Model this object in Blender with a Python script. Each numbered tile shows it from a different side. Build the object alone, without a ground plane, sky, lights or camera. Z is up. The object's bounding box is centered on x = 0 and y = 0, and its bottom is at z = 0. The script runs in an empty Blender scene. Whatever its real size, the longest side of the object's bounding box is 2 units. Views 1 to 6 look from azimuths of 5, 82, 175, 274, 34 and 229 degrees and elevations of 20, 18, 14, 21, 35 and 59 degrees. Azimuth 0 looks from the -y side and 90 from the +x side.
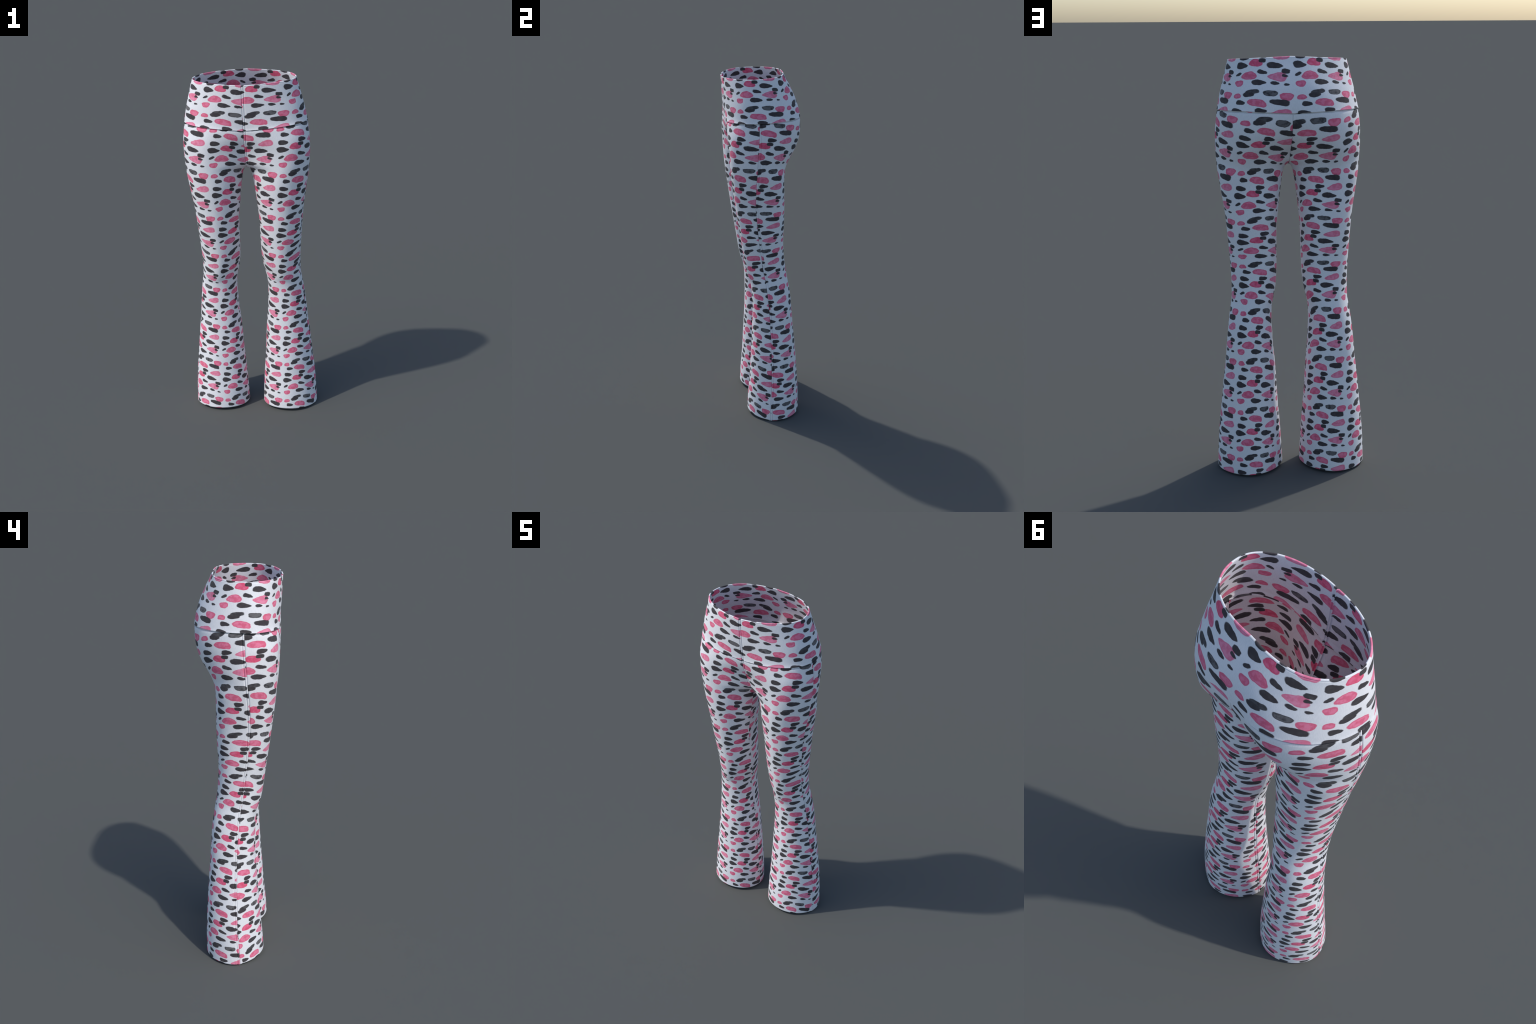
"""Flared leggings in a printed jersey: a high waistband and two flared legs.

The garment is described the way it is made: horizontal cross-sections of the body (GIRTH, INNER ...)
give the worn shape, and every part also has its flat cutting-pattern shape (the Basis shape key), so that
Generated coordinates run along the cloth and the print - one repeat of brush dabs - can be computed in nodes.
"""
import bpy
import numpy as np

# ------------------------------------------------------------------ curves
def curve(points):
    """Monotone cubic through (x, y) control points."""
    p = np.asarray(points, float)
    xs, ys = p[:, 0], p[:, 1]
    h = np.diff(xs)
    d = np.diff(ys) / h
    m = np.zeros_like(ys)
    for i in range(1, len(xs) - 1):
        if d[i - 1] * d[i] > 0:
            w1, w2 = 2 * h[i] + h[i - 1], h[i] + 2 * h[i - 1]
            m[i] = (w1 + w2) / (w1 / d[i - 1] + w2 / d[i])
    m[0], m[-1] = d[0], d[-1]

    def f(x):
        x = np.clip(np.asarray(x, float), xs[0], xs[-1])
        i = np.clip(np.searchsorted(xs, x, side="right") - 1, 0, len(xs) - 2)
        t = (x - xs[i]) / h[i]
        t2, t3 = t * t, t * t * t
        return (2 * t3 - 3 * t2 + 1) * ys[i] + (t3 - 2 * t2 + t) * h[i] * m[i] + (3 * t2 - 2 * t3) * ys[i + 1] + (t3 - t2) * h[i] * m[i + 1]

    return f


def smooth(x):
    x = np.clip(x, 0, 1)
    return x * x * (3 - 2 * x)


# ------------------------------------------------------------------ body shape (one half, x > 0)
# height, outermost x, foremost y, rearmost y
GIRTH = np.array([
    (-.01, .364, -.082, .222), (.09, .361, -.079, .219), (.22, .353, -.070, .211), (.36, .338, -.064, .199),
    (.48, .326, -.059, .187), (.55, .317, -.057, .179), (.62, .311, -.056, .173), (.68, .305, -.057, .167),
    (.75, .297, -.061, .159), (.81, .288, -.069, .148), (.86, .281, -.087, .139), (.92, .280, -.101, .129),
    (.98, .282, -.111, .122), (1.07, .288, -.126, .117), (1.18, .297, -.145, .119), (1.27, .306, -.159, .119),
    (1.36, .320, -.173, .116), (1.41, .328, -.180, .114), (1.47, .337, -.186, .118), (1.53, .342, -.1905, .139),
    (1.59, .345, -.1945, .175), (1.65, .344, -.199, .199), (1.72, .337, -.201, .210), (1.76, .332, -.202, .210),
    (1.80, .324, -.206, .204), (1.85, .313, -.211, .190), (1.91, .297, -.216, .164), (1.985, .278, -.222, .125),
    (2.02, .270, -.224, .108)])
OUTER, FRONT, BACK = (curve(GIRTH[:, (0, k)]) for k in (1, 2, 3))
CROTCH = 1.491
# innermost x of the leg; below zero above the crotch, where the two halves run into each other
INNER = curve([(-.01, .042), (.09, .047), (.22, .055), (.36, .066), (.48, .073), (.55, .078), (.62, .085), (.68, .088),
               (.75, .091), (.81, .089), (.86, .079), (.92, .067), (.98, .062), (1.07, .060), (1.18, .059), (1.27, .052),
               (1.36, .044), (1.44, .0345), (1.476, .0275), (CROTCH, .02), (1.53, -.046), (1.56, -.09), (1.60, -.15), (1.65, -.24),
               (1.72, -.36), (2.02, -.7)])
# the same for the back, where the seat is cut in deeper than the front
INNER_BACK = curve([(1.44, .0345), (CROTCH, .02), (1.53, -.024), (1.56, -.055), (1.60, -.105), (1.65, -.18), (1.72, -.33), (2.02, -.7)])
FILLET = curve([(1.0, .004), (1.2, .010), (1.4, .02), (1.6, .02), (1.68, .012), (1.76, 0), (2.02, 0)])
FRONT_X = curve([(1.47, .195), (1.53, .203), (1.60, .195), (1.65, .17), (1.72, .11), (1.80, .045), (1.90, .01), (2.02, .005)])
BACK_X = curve([(1.47, .188), (1.53, .192), (1.60, .172), (1.65, .155), (1.72, .12), (1.80, .085), (1.90, .04), (2.02, .01)])
OUTER_Y = curve([(0, .07), (.6, .06), (.9, .015), (1.2, -.01), (1.5, -.03), (1.7, -.03), (1.85, -.05), (2.02, -.06)])
INSEAM_Y = curve([(0, .06), (.1, .058), (.25, .055), (.42, .055), (.62, .043), (.82, .026), (.97, -.010), (1.23, -.045), (1.49, -.045), (1.60, -.035), (1.8, -.04), (2.02, -.06)])
# squareness (superellipse power) of the four quarters of a cross-section: front outside, front inside, back outside, back inside
SQUARE = [curve(c) for c in (
    [(0, 1.9), (.2, 1.75), (.7, 1.85), (.9, 1.85), (1.1, 2.05), (1.3, 2.15), (1.5, 2.0), (1.6, 2.1), (1.68, 2.3), (1.78, 2.2), (2.02, 1.9)],
    [(0, 2.1), (.7, 2.2), (.8, 2.25), (.88, 1.6), (1.1, 1.7), (1.4, 1.72), (1.5, 1.68), (1.56, 1.52), (1.62, 1.45), (1.68, 1.6), (1.76, 1.85), (2.02, 2.0)],
    [(0, 1.8), (.12, 1.9), (.5, 2.1), (1.3, 2.3), (1.42, 2.25), (1.52, 1.65), (1.6, 1.65), (1.72, 1.85), (1.9, 2.1), (2.02, 2.4)],
    [(0, 1.75), (.12, 1.9), (.6, 2.25), (.9, 2.4), (1.1, 2.65), (1.3, 2.6), (1.42, 2.4), (1.5, 2.05), (1.57, 1.7), (1.65, 1.95), (2.02, 2.2)])]
SIDE_SEAM_Y = curve([(0, .0345), (.1, .0365), (.2, .040), (.28, .040), (.40, .039), (.52, .035), (.64, .028), (.76, .016),
                     (.85, .004), (.9, -.007), (1.0, -.022), (1.1, -.038), (1.2, -.049), (1.3, -.058), (1.4, -.058),
                     (1.5, -.053), (1.75, -.045), (2.02, -.05)])


def section(z, n=220):
    """Cross-section polyline at height z: inseam (or centre front), front, side, back, inseam (or centre back)."""
    xo, yf, yb, xi, yo, yi, e = (float(f(z)) for f in (OUTER, FRONT, BACK, INNER, OUTER_Y, INSEAM_Y, FILLET))
    fo, fi, bo, bi = (float(f(z)) for f in SQUARE)
    xj = float(INNER_BACK(z)) if z > CROTCH else xi
    mid = .5 * (xo + max(xi, 0))
    w = np.clip((z - 1.40) / .07, 0, 1)
    xf, xb = mid + (float(FRONT_X(z)) - mid) * w, mid + (float(BACK_X(z)) - mid) * w
    t = np.linspace(0, np.pi / 2, n)

    def quadrant(cx, cy, ax, ay, ph, k):
        return np.stack([cx + ax * np.abs(np.cos(ph)) ** (2 / k), cy + ay * np.abs(np.sin(ph)) ** (2 / k)], -1)

    def fillet(p):                      # p runs outward from the inner end; round the meeting with the mirror half
        x = p[:, 0]
        if x[0] < e:
            i = np.searchsorted(x, e)
            f = (e - x[i - 1]) / (x[i] - x[i - 1])
            p = np.vstack([p[i - 1] + f * (p[i] - p[i - 1]), p[i:]])
        p = p.copy()
        p[:, 0] = np.sqrt(np.maximum(p[:, 0] ** 2 - e * e, 0))
        return p

    a = fillet(quadrant(xf, yi, xi - xf, yf - yi, t, fi))
    b = quadrant(xf, yo, xo - xf, yf - yo, t[::-1], fo)
    c = quadrant(xb, yo, xo - xb, yb - yo, t, bo)
    d = fillet(quadrant(xb, yi, xj - xb, yb - yi, t, bi))[::-1]
    return np.vstack([a, b[1:], c[1:], d[1:]]), len(a) + len(b) - 2      # polyline, index of the outermost point


def spread(width, n, fine):
    """Distances across a panel: fine steps beside both seams, even steps between."""
    f = np.asarray(fine)
    return np.concatenate([f, np.linspace(f[-1], width - f[-1], n)[1:-1], (width - f)[::-1]])


FINE = np.array([0, .8, 1.6, 2.5, 4, 6, 8, 9.3, 10.2, 11, 11.8, 12.7, 14.5, 18]) * .001
STITCH = .011          # distance of the top-stitching from its seam


def half_section(z, nf, nb):
    """Columns of the half body at height z: (x, y), distance from the side seam, and which columns belong to front and back."""
    p, k = section(z)
    d = np.concatenate([[0], np.cumsum(np.linalg.norm(np.diff(p, axis=0), axis=1))])
    near = np.arange(k - 120, k + 120)
    near = near[np.argsort(p[near, 1])]
    s = float(np.interp(float(SIDE_SEAM_Y(z)), p[near, 1], d[near]))
    pos = np.concatenate([spread(s, nf, FINE), s + spread(d[-1] - s, nb, FINE)[1:]])
    return np.stack([np.interp(pos, d, p[:, i]) for i in (0, 1)], -1), pos, s, d[-1]


# ------------------------------------------------------------------ where the print lies on the cloth
REPEAT = np.array([.217, .235])        # size of one repeat on the flat cloth, metres
# row of fat drops: height on the worn garment against repeats up the cloth
ROWS_FRONT = curve([(-.01, -6.90), (.1985, -6), (.4295, -5), (.6605, -4), (.8925, -3), (1.1215, -2), (1.362, -1), (1.62, 0), (1.78, .63)])
ROWS_BACK = curve([(-.01, -6.97), (.2235, -6), (.462, -5), (.7025, -4), (.9365, -3), (1.1455, -2), (1.365, -1), (1.606, 0), (1.711, .48), (1.78, .79)])
# width of one repeat where the cloth is stretched over the leg
WIDTH_FRONT = curve([(-.01, .222), (.2, .222), (.44, .220), (.68, .222), (.91, .221), (1.13, .249), (1.37, .250), (1.62, .288), (1.78, .30)])
WIDTH_BACK = curve([(-.01, .213), (.22, .213), (.46, .215), (.70, .228), (.93, .245), (1.14, .272), (1.37, .262), (1.61, .280), (1.78, .29)])
# distance of the drop column from the side seam, per panel: (front, back) of the x > 0 leg and of the x < 0 leg
COLUMN = {
    1: (curve([(0, .238), (.201, .212), (.431, .182), (.662, .153), (.892, .143), (1.121, .152), (1.361, .174), (1.62, .215), (1.78, .238)]),
        curve([(0, .243), (.224, .211), (.463, .178), (.703, .156), (.936, .147), (1.143, .174), (1.366, .201), (1.61, .273), (1.78, .32)])),
    -1: (curve([(0, .272), (.196, .246), (.428, .216), (.659, .188), (.893, .183), (1.122, .196), (1.363, .217), (1.62, .260), (1.78, .283)]),
         curve([(0, .213), (.224, .181), (.460, .146), (.697, .118), (.932, .105), (1.14, .126), (1.364, .154), (1.614, .233), (1.78, .265)])),
}
DROP_U = .110
# how the cloth drifts from those straight rows and columns where it is pulled over hip, seat, thigh and knee, in repeats:
# per height (rows) from the side seam to the inner seam (columns), for the front and the back panel
DRIFT_Z = (0, .25, .5, .75, 1, 1.25, 1.5, 1.65, 1.76)
DRIFT_T = (0, .33, .67, 1)
DRIFT_U = (
    [(0.144, 0.098, 0.063, 0.035), (0.13, 0.048, 0.042, 0.047), (0.093, 0.027, 0.035, 0.044), (0.092, 0.024, 0.045, 0.015), (0.138, 0.01, 0.004, -0.037), (0.038, 0.006, 0.002, -0.038), (0.041, -0.029, -0.036, -0.041), (0.05, -0.011, -0.017, 0.017), (0.101, 0.087, 0.089, 0.117)],
    [(0.263, 0.119, 0.036, -0.023), (0.144, 0.039, 0.006, -0.035), (0.076, 0.003, 0, -0.047), (0.007, -0.008, 0.02, -0.055), (0.005, 0.001, 0.011, -0.066), (0.03, -0.025, -0.038, -0.001), (0.072, 0.047, 0.1, 0.082), (0.162, 0.123, 0.034, 0.007), (0.255, 0.194, 0.095, 0.001)])
DRIFT_V = (
    [(0.082, -0.025, 0.015, 0.05), (0.021, -0.021, 0.007, 0.013), (-0.024, -0.021, 0.007, -0.024), (-0.056, -0.025, -0.025, -0.077), (-0.095, 0.004, 0.001, -0.103), (-0.025, 0.008, -0.013, -0.051), (-0.037, -0.011, -0.016, 0.021), (-0.002, -0.015, 0.002, 0.069), (0.028, -0.012, -0.003, 0.064)],
    [(0.015, -0.01, -0.032, -0.005), (0.056, 0.003, 0.022, 0.095), (0.067, -0.003, 0.019, 0.167), (0.097, -0.003, 0.029, 0.204), (0.089, 0.002, 0.025, 0.153), (0.017, 0.015, -0.013, 0.066), (-0.039, -0.023, 0.029, 0.092), (-0.105, -0.064, 0.019, 0.099), (-0.17, -0.111, -0.073, -0.024)])


def drift(table, z, t):
    cols = [curve(list(zip(DRIFT_Z, col)))(z) for col in zip(*table)]
    t = np.clip(t, 0, 1)
    out = 0
    for k, tk in enumerate(DRIFT_T):
        lo = DRIFT_T[k - 1] if k else tk - 1
        hi = DRIFT_T[k + 1] if k < 3 else tk + 1
        out = out + cols[k] * np.where(t <= tk, smooth((t - lo) / (tk - lo)), 1 - smooth((t - tk) / (hi - tk)))
    return out


def print_at(k, side, z, dist, seam, total):
    """Repeats (u, v) of the print on a leg: k 0 front, 1 back; dist runs round the half body, the side seam lies at seam."""
    away = (seam - dist) if k == 0 else (dist - seam)          # distance from the side seam
    turn = (-1 if k == 0 else 1) * side                        # the print reads left to right from outside
    u = DROP_U + turn * (away - COLUMN[side][k](z)) / (WIDTH_FRONT, WIDTH_BACK)[k](z)
    v = (ROWS_FRONT, ROWS_BACK)[k](z)
    t = away / (seam if k == 0 else total - seam)
    return u + turn * drift(DRIFT_U[k], z, t), v + drift(DRIFT_V[k], z, t)


# ------------------------------------------------------------------ meshes
def grid_faces(nr, nc, base=0, flip=False):
    i, j = np.meshgrid(np.arange(nr - 1), np.arange(nc - 1), indexing="ij")
    a = (i * nc + j).ravel() + base
    q = np.stack([a, a + 1, a + nc + 1, a + nc], -1)
    return q[:, ::-1] if flip else q


def normals(p, weld):
    """Vertex normals of a grid (rows, columns, 3), pointing out of the body; weld() joins the borders."""
    a, b, c, d = p[:-1, :-1], p[:-1, 1:], p[1:, 1:], p[1:, :-1]
    f = np.cross(c - a, d - b)
    n = np.zeros_like(p)
    for r, s in ((slice(None, -1), slice(None, -1)), (slice(None, -1), slice(1, None)), (slice(1, None), slice(1, None)), (slice(1, None), slice(None, -1))):
        n[r, s] += f
    weld(n)
    return n / (np.linalg.norm(n, axis=-1, keepdims=True) + 1e-12)


def make_mesh(name, worn, flat, faces, material):
    """Mesh whose Basis is the flat cutting pattern and whose key 'worn' is the garment on the body."""
    me = bpy.data.meshes.new(name)
    me.vertices.add(len(flat))
    me.vertices.foreach_set("co", np.ascontiguousarray(flat, np.float32).ravel())
    me.loops.add(faces.size)
    me.loops.foreach_set("vertex_index", np.ascontiguousarray(faces, np.int32).ravel())
    me.polygons.add(len(faces))
    me.polygons.foreach_set("loop_start", np.arange(0, faces.size, 4, dtype=np.int32))
    me.polygons.foreach_set("use_smooth", np.ones(len(faces), bool))
    me.update(calc_edges=True)
    me.use_auto_texspace = False
    me.texspace_location, me.texspace_size = (0, 0, 0), (1, 1, 1)
    me.materials.append(material)
    ob = bpy.data.objects.new(name, me)
    bpy.context.scene.collection.objects.link(ob)
    ob.shape_key_add(name="flat pattern", from_mix=False)
    key = ob.shape_key_add(name="worn", from_mix=False)
    key.data.foreach_set("co", np.ascontiguousarray(worn, np.float32).ravel())
    key.value = 1.0
    return ob


def shell(rows, flat):
    """rows: list of (nr, nc, 3) sheets that follow each other (outside going up, inside coming down)."""
    p, f = np.concatenate(rows), np.concatenate(flat)
    return p.reshape(-1, 3), np.concatenate([f, np.zeros(f.shape[:-1] + (1,))], -1).reshape(-1, 3), grid_faces(p.shape[0], p.shape[1])


def groove(d, at, deep=.0040, wide=.0018):
    return -deep * np.exp(-((d - at) / wide) ** 2)


# ------------------------------------------------------------------ band heights
def seam_height(a):      # a: 0 at centre back, 1 at centre front, measured round the half ring
    return curve([(0, 1.748), (.25, 1.757), (.5, 1.752), (.75, 1.739), (1, 1.719)])(a)


def rim_height(a):
    return 2.0 - .033 * a


THICK = .0045


def build_leg(side, material):
    nf, nb = 62, 66
    t = np.linspace(0, 1, 41)
    z0 = np.concatenate([
        np.array([0, 1, 2, 3, 4.5, 6, 8, 10, 11.5, 12.5, 13.5, 15, 16.5, 17.5, 18.5, 20, 23]) * .001,
        np.linspace(.023, 1.40, 176)[1:-1],
        CROTCH - (CROTCH - 1.40) * (1 - t[:-1]) ** 1.6, CROTCH + .10 * t ** 2,
        np.linspace(CROTCH + .10, 1.735, 22)[1:],
        np.array([1.737, 1.739, 1.7400, 1.7405, 1.7410, 1.7415, 1.7420, 1.7425, 1.7440, 1.748, 1.752])])
    levels = np.unique(np.concatenate([[-.01], z0, np.linspace(1.6, 1.79, 30)]))
    secs = [half_section(z, nf, nb) for z in levels]
    xy, pos = np.array([s[0] for s in secs]), np.array([s[1] for s in secs])
    seam, total = np.array([s[2] for s in secs]), np.array([s[3] for s in secs])
    nc = xy.shape[1]
    split = nf + 2 * len(FINE) - 3                      # column of the side seam
    c = np.arange(nc)
    # height of every grid point: rows bend to the wavy hem below and to the waistband seam above
    tf, tb = np.clip(c / split, 0, 1), np.clip((c - split) / (nc - 1 - split), 0, 1)
    hem = np.where(c <= split, curve([(0, .010), (.5, .015), (1, 0)])(tf), curve([(0, 0), (.5, .008), (1, .010)])(tb))
    top = seam_height(np.interp(c, [0, split, nc - 1], [1, .53, 0]))
    z = z0[:, None] + hem[None] * (1 - smooth(z0 / .16))[:, None] + (top - 1.745)[None] * smooth((z0 - 1.60) / .145)[:, None]
    p = np.empty((len(z0), nc, 3))
    dist = np.empty((len(z0), nc))
    for j in range(nc):
        p[:, j, 0], p[:, j, 1] = np.interp(z[:, j], levels, xy[:, j, 0]), np.interp(z[:, j], levels, xy[:, j, 1])
        dist[:, j] = np.interp(z[:, j], levels, pos[:, j])
    p[..., 2] = z
    s_of, t_of = np.interp(z, levels, seam), np.interp(z, levels, total)
    closed = z0 <= CROTCH + 1e-9

    def weld(n):
        both = n[closed, 0] + n[closed, -1]
        n[closed, 0] = n[closed, -1] = both
        k = np.searchsorted(z0, CROTCH)
        n[k, 0] = n[k, -1] = (0, 0, -1)
        n[~closed, 0, 0] = n[~closed, -1, 0] = 0

    n = normals(p, weld)
    # relief: sunken seams, top-stitching, rolled hem, the tuck under the waistband
    h = z0[:, None] + 0 * dist
    r = groove(dist, 0) + groove(t_of - dist, 0) + groove(np.abs(dist - s_of), 0)
    r += groove(dist - s_of, STITCH) + groove(t_of - dist, STITCH) * (h < 1.45)
    r += groove(dist, STITCH) * (h > 1.52) * (side > 0)
    r += groove(t_of - dist, STITCH, .0005) * (h > 1.55) * (side > 0)
    r *= 1 - smooth((h - 1.738) / .006)
    r += groove(h, .0125, .0004, .0011) + groove(h, .0172, .0004, .0011)
    r += -.0028 * (1 - np.clip(h / .006, 0, 1)) ** 2
    r += -.0009 * smooth((h - 1.733) / .006) - .0066 * smooth((h - 1.7400) / .0022)
    outside = p + n * r[..., None]
    inside = p + n * (r - THICK + .0030 * smooth((h - 1.7400) / .0022) - .0030 * np.exp(-((h - 1.7385) / .005) ** 2))[..., None]
    inside[0] = .5 * (outside[0] + inside[0]) + n[0] * -.001
    inside[0, :, 2] = outside[0, :, 2]
    # flat pattern
    flats = []
    for k in (0, 1):
        u, v = print_at(k, side, z, dist, s_of, t_of)
        flats.append(np.stack([u * REPEAT[0], v * REPEAT[1]], -1))
    worn, flat, faces, base = [], [], [], 0
    for k, cols in enumerate((slice(0, split + 1), slice(split, nc))):
        a, b, f = outside[:, cols], inside[:, cols], flats[k][:, cols]
        v, w, q = shell([b[::-1], a], [f[::-1], f])
        worn.append(v), flat.append(w), faces.append(q + base)
        base += len(v)
    worn, flat, faces = np.concatenate(worn), np.concatenate(flat), np.concatenate(faces)
    if side < 0:
        worn[:, 0] *= -1
        faces = faces[:, ::-1]
    return make_mesh("leg", worn, flat, faces, material)


def build_waistband(material):
    # heights above the seam: (fraction of band height, extra metres, offset outward) up the outside, over the rim, down the inside
    r = .0032
    ang = np.linspace(0, np.pi / 2, 5)
    profile = [(0, .0052, -.0066), (0, .0036, -.0042), (0, .0028, -.0016), (0, .0030, .0006), (0, .0036, .0014), (0, .0046, .0017), (0, .006, .0015), (0, .008, .0009), (0, .014, .0004), (0, .020, 0)]
    profile += [(f, 0, 0) for f in np.linspace(.1, .95, 40)]
    profile += [(1, -.0095, 0), (1, -.0080, -.0003), (1, -.0068, -.0010), (1, -.0058, -.0010), (1, -.0048, -.0002), (1, -.0038, .0003)]
    outer_rim = [(1, -r + r * np.sin(a), -r + r * np.cos(a)) for a in ang]
    up = profile + outer_rim
    down = [(f, dz, -2 * r - o) for f, dz, o in up[::-1][1:] if f > 0] + [(0, .020, -2 * r), (0, .014, -.0092), (0, .005, -.0100), (0, .0025, -.0100), (0, .0015, -.0094)]
    nf, nb = 62, 66
    levels = np.linspace(1.70, 2.02, 65)
    secs = [half_section(z, nf, nb) for z in levels]
    xy, pos, total = np.array([s[0] for s in secs]), np.array([s[1] for s in secs]), np.array([s[3] for s in secs])
    frac = pos / total[:, None]
    share = 1 - frac[len(levels) // 2]                  # 1 centre front .. 0 centre back
    lo, hi = seam_height(share), rim_height(share)

    def place(fs):
        z = lo[None] + (hi - lo)[None] * fs[:, None]
        q = np.empty(z.shape + (3,))
        fr, ds = np.empty_like(z), np.empty_like(z)
        for j in range(z.shape[1]):
            q[:, j, 0], q[:, j, 1] = np.interp(z[:, j], levels, xy[:, j, 0]), np.interp(z[:, j], levels, xy[:, j, 1])
            fr[:, j], ds[:, j] = np.interp(z[:, j], levels, frac[:, j]), np.interp(z[:, j], levels, pos[:, j])
        q[..., 2] = z
        # whole ring: centre front, x > 0 side, centre back, x < 0 side, centre front
        ring = np.concatenate([q, (q * (-1, 1, 1))[:, -2::-1]], 1)
        return ring, np.concatenate([fr, 2 - fr[:, -2::-1]], 1), np.concatenate([ds, -ds[:, -2::-1]], 1)

    def weld(n):
        n[:, 0, 0] = n[:, -1, 0] = 0

    fs = np.array([f for f, _, _ in up + down])
    height = .255
    ff = np.clip(fs + np.array([dz for _, dz, _ in up + down]) / height, 0, 1)
    base, fr, ds = place(ff)
    smooth_n = normals(place(np.linspace(0, 1, 60))[0], weld)
    at = ff * 59
    i = np.clip(at.astype(int), 0, 58)
    w = (at - i)[:, None, None]
    n = smooth_n[i] * (1 - w) + smooth_n[i + 1] * w
    n /= np.linalg.norm(n, axis=-1, keepdims=True)
    off = np.array([o for _, _, o in up + down])[:, None] + 0 * fr
    off += groove(np.abs(ds), 0) + groove(np.where(ds > 0, ds, 9), STITCH)
    p = base + n * off[..., None]
    p[..., 2] = base[..., 2]
    u = (fr - 1) * 2.8 - .034                            # repeats round the ring, from centre back
    v = -.30 + 1.0 * (ff[:, None] + 0 * fr) + V_BAND
    flat = np.stack([u * REPEAT[0], v * REPEAT[1]], -1)
    worn, flat, faces = shell([p], [flat])
    return make_mesh("waistband", worn, flat, faces, material)


V_BAND = -.565

# ------------------------------------------------------------------ the print: one repeat of brush dabs
# centre u, v; half length as a vector du, dv; half height; taper along; taper across; squareness - all in repeats
DEEP = [(.356, .046, .114, -.010, .065, 0, .22, 2.4)]
PINK = [(.256, -.188, .128, .009, .072, -.10, .30, 2.2), (.100, -.340, .076, .007, .053, 0, -.25, 2.6),
        (.876, -.566, .100, -.003, .065, 0, -.22, 2.5), (.100, -.571, .067, .004, .044, 0, .20, 2.6),
        (.434, -.682, .139, -.019, .064, -.05, .12, 2.4),
        (.530, -.724, .046, -.014, .033, 0, 0, 2.6)]
PALE = [(.725, -.216, .154, -.009, .069, -.50, 0, 2.3), (.795, .143, .146, .017, .060, -.40, 0, 2.4)]
BLACK = [(.110, -.005, .112, -.007, .056, .48, 0, 2.0), (.467, .083, .061, -.007, .037, 0, 0, 3.2),
         (.689, -.015, .138, -.017, .051, .42, 0, 2.0), (.065, -.170, .049, .029, .025, -.15, 0, 2.4),
         (.482, -.128, .083, -.023, .034, .30, 0, 2.5), (.868, -.122, .070, -.010, .039, 0, 0, 3.0),
         (.852, -.198, .049, -.011, .025, .35, 0, 2.2), (.441, -.315, .118, -.008, .047, .38, 0, 2.0),
         (.698, -.327, .068, -.009, .028, .30, 0, 2.2), (.882, -.352, .043, -.004, .020, .25, 0, 2.2),
         (.296, -.539, .094, .006, .042, .10, 0, 2.3), (.175, -.693, .078, -.008, .040, .30, 0, 2.4),
         (.772, -.664, .143, -.018, .051, -.16, 0, 3.0), (.127, .145, .092, -.008, .048, .25, 0, 2.4),
         (.504, .173, .085, 0, .042, .30, 0, 2.4)]
SMOKE = [(.352, -.486, .112, .019, .040, 0, 0, 2.5)]
GREY = [(.635, -.508, .110, -.005, .048, 0, -.12, 2.7)]


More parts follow.
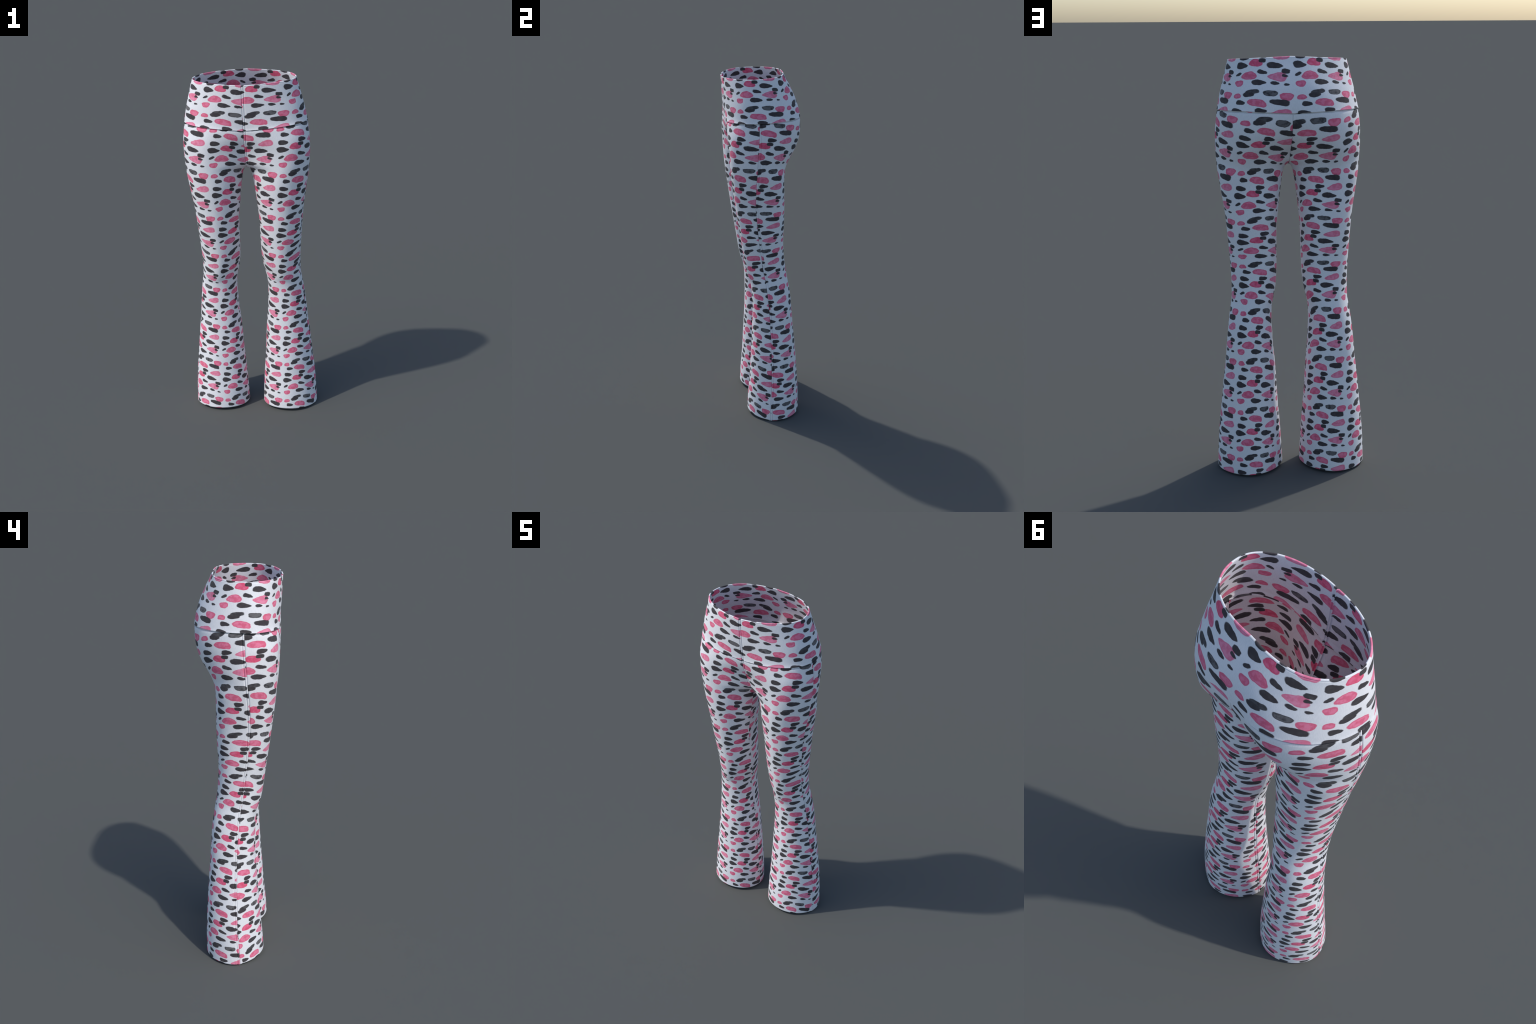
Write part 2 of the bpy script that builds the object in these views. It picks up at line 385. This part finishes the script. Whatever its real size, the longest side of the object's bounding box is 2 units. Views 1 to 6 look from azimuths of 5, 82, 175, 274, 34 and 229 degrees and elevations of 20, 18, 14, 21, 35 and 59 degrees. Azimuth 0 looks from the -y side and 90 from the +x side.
def printed_jersey():
    mat = bpy.data.materials.new("printed_jersey")
    mat.use_nodes = True
    nt = mat.node_tree
    nodes, links = nt.nodes, nt.links
    bsdf = nodes["Principled BSDF"]

    def put(sock, val):
        if isinstance(val, bpy.types.NodeSocket):
            links.new(val, sock)
        else:
            sock.default_value = val

    def math(op, a, b=None, c=None, clamp=False):
        nd = nodes.new("ShaderNodeMath")
        nd.operation, nd.use_clamp = op, clamp
        for k, v in enumerate((a, b, c)):
            if v is not None:
                put(nd.inputs[k], v)
        return nd.outputs[0]

    def vec(op, a, b=None, c=None):
        nd = nodes.new("ShaderNodeVectorMath")
        nd.operation = op
        for k, v in enumerate((a, b, c)):
            if v is not None:
                put(nd.inputs[k], v)
        return nd.outputs["Value" if op == "DOT_PRODUCT" else "Vector"]

    def noise(at, scale, detail=2.0, rough=.5):
        nd = nodes.new("ShaderNodeTexNoise")
        nd.noise_dimensions = "2D"
        put(nd.inputs["Vector"], at)
        nd.inputs["Scale"].default_value, nd.inputs["Detail"].default_value, nd.inputs["Roughness"].default_value = scale, detail, rough
        return nd

    def mix(fac, a, b, blend="MIX"):
        nd = nodes.new("ShaderNodeMix")
        nd.data_type, nd.blend_type = "RGBA", blend
        put(nd.inputs["Factor"], fac)
        put(nd.inputs["A"], a)
        put(nd.inputs["B"], b)
        return nd.outputs["Result"]

    def ramp(x, lo, hi, a=0.0, b=1.0):
        nd = nodes.new("ShaderNodeMapRange")
        nd.interpolation_type = "SMOOTHSTEP"
        put(nd.inputs["Value"], x)
        for k, v in zip(("From Min", "From Max", "To Min", "To Max"), (lo, hi, a, b)):
            nd.inputs[k].default_value = v
        return nd.outputs["Result"]

    cloth = vec("MULTIPLY_ADD", nodes.new("ShaderNodeTexCoord").outputs["Generated"], (2, 2, 0), (-1, -1, 0))     # metres on the flat cloth
    wob = vec("SUBTRACT", noise(cloth, 62, 1.5, .5).outputs["Color"], (.5, .5, .5))
    brushed = vec("MULTIPLY_ADD", wob, (.0055, .0045, 0), cloth)
    tile = vec("DIVIDE", brushed, (REPEAT[0], REPEAT[1], 1))

    def dab(cu, cv, du, dv, hv, taper, across, power):
        """Signed depth inside one brush dab, in metres (positive inside)."""
        ax = np.array([du * REPEAT[0], dv * REPEAT[1]])
        a = np.linalg.norm(ax)
        ax /= a
        a, b = 1.02 * a, 1.05 * hv * REPEAT[1]
        d = vec("WRAP", vec("SUBTRACT", tile, (cu, cv, 0)), (.5, .5, .5), (-.5, -.5, -.5))
        x = vec("DOT_PRODUCT", d, (ax[0] * REPEAT[0] / a, ax[1] * REPEAT[1] / a, 0))
        y = vec("DOT_PRODUCT", d, (-ax[1] * REPEAT[0] / b, ax[0] * REPEAT[1] / b, 0))
        if taper:
            y = math("DIVIDE", y, math("MAXIMUM", math("MULTIPLY_ADD", x, -taper, 1.0), .12))
        if across:
            x = math("DIVIDE", x, math("MAXIMUM", math("MULTIPLY_ADD", y, -across, 1.0), .3))
        r = math("ADD", math("POWER", math("ABSOLUTE", x), power), math("POWER", math("ABSOLUTE", y), power))
        return math("MULTIPLY_ADD", r, -b / power, b / power)

    def dabs(table):
        out = None
        for row in table:
            f = dab(*row)
            out = f if out is None else math("MAXIMUM", out, f)
        return out

    deep, pink, pale, black, grey, smoke = (dabs(t) for t in (DEEP, PINK, PALE, BLACK, GREY, SMOKE))
    wash = noise(cloth, 55, 3).outputs["Fac"]
    stretched = vec("MULTIPLY", cloth, (1, .12, 1))
    thread = noise(stretched, 620, 2, .6).outputs["Fac"]
    col = mix(ramp(thread, .3, .7), (.755, .752, .772, 1), (.815, .81, .826, 1))
    edge = .0009
    for field, dark, light in ((pale, (.74, .165, .275, 1), (.81, .26, .395, 1)), (pink, (.715, .105, .205, 1), (.81, .195, .32, 1)), (deep, (.71, .060, .150, 1), (.79, .128, .245, 1))):
        ink = mix(math("MULTIPLY", ramp(field, .0008, .0045), ramp(wash, .36, .62)), dark, light)
        ink = mix(math("MULTIPLY", ramp(thread, .35, .75), .11), ink, (.80, .36, .46, 1))
        col = mix(math("MULTIPLY", ramp(field, -edge, edge), .97), col, ink)
    ink = mix(math("MULTIPLY", ramp(grey, .0004, .0026), ramp(wash, .28, .55)), (.048, .045, .049, 1), (.145, .138, .142, 1))
    col = mix(ramp(grey, -edge, edge), col, ink)
    ink = mix(ramp(wash, .40, .65), (.052, .048, .053, 1), (.088, .084, .087, 1))
    col = mix(ramp(smoke, -edge, edge), col, ink)
    ink = mix(ramp(wash, .4, .75), (.052, .045, .049, 1), (.069, .062, .065, 1))
    col = mix(ramp(black, -edge, edge), col, ink)
    links.new(col, bsdf.inputs["Base Color"])
    bsdf.inputs["Roughness"].default_value = .85
    bsdf.inputs["Specular IOR Level"].default_value = .25
    bsdf.inputs["Sheen Weight"].default_value = .08
    bsdf.inputs["Sheen Roughness"].default_value = .5
    bump = nodes.new("ShaderNodeBump")
    bump.inputs["Strength"].default_value, bump.inputs["Distance"].default_value = .12, .001
    links.new(thread, bump.inputs["Height"])
    links.new(bump.outputs["Normal"], bsdf.inputs["Normal"])
    return mat


cloth = printed_jersey()
root = bpy.data.objects.new("flared_leggings", None)
bpy.context.scene.collection.objects.link(root)
root["label"] = "high waisted flared leggings with pink and black brush dab print"
root["category"] = "trousers"
for part in (build_waistband(cloth), build_leg(1, cloth), build_leg(-1, cloth)):
    part.parent = root
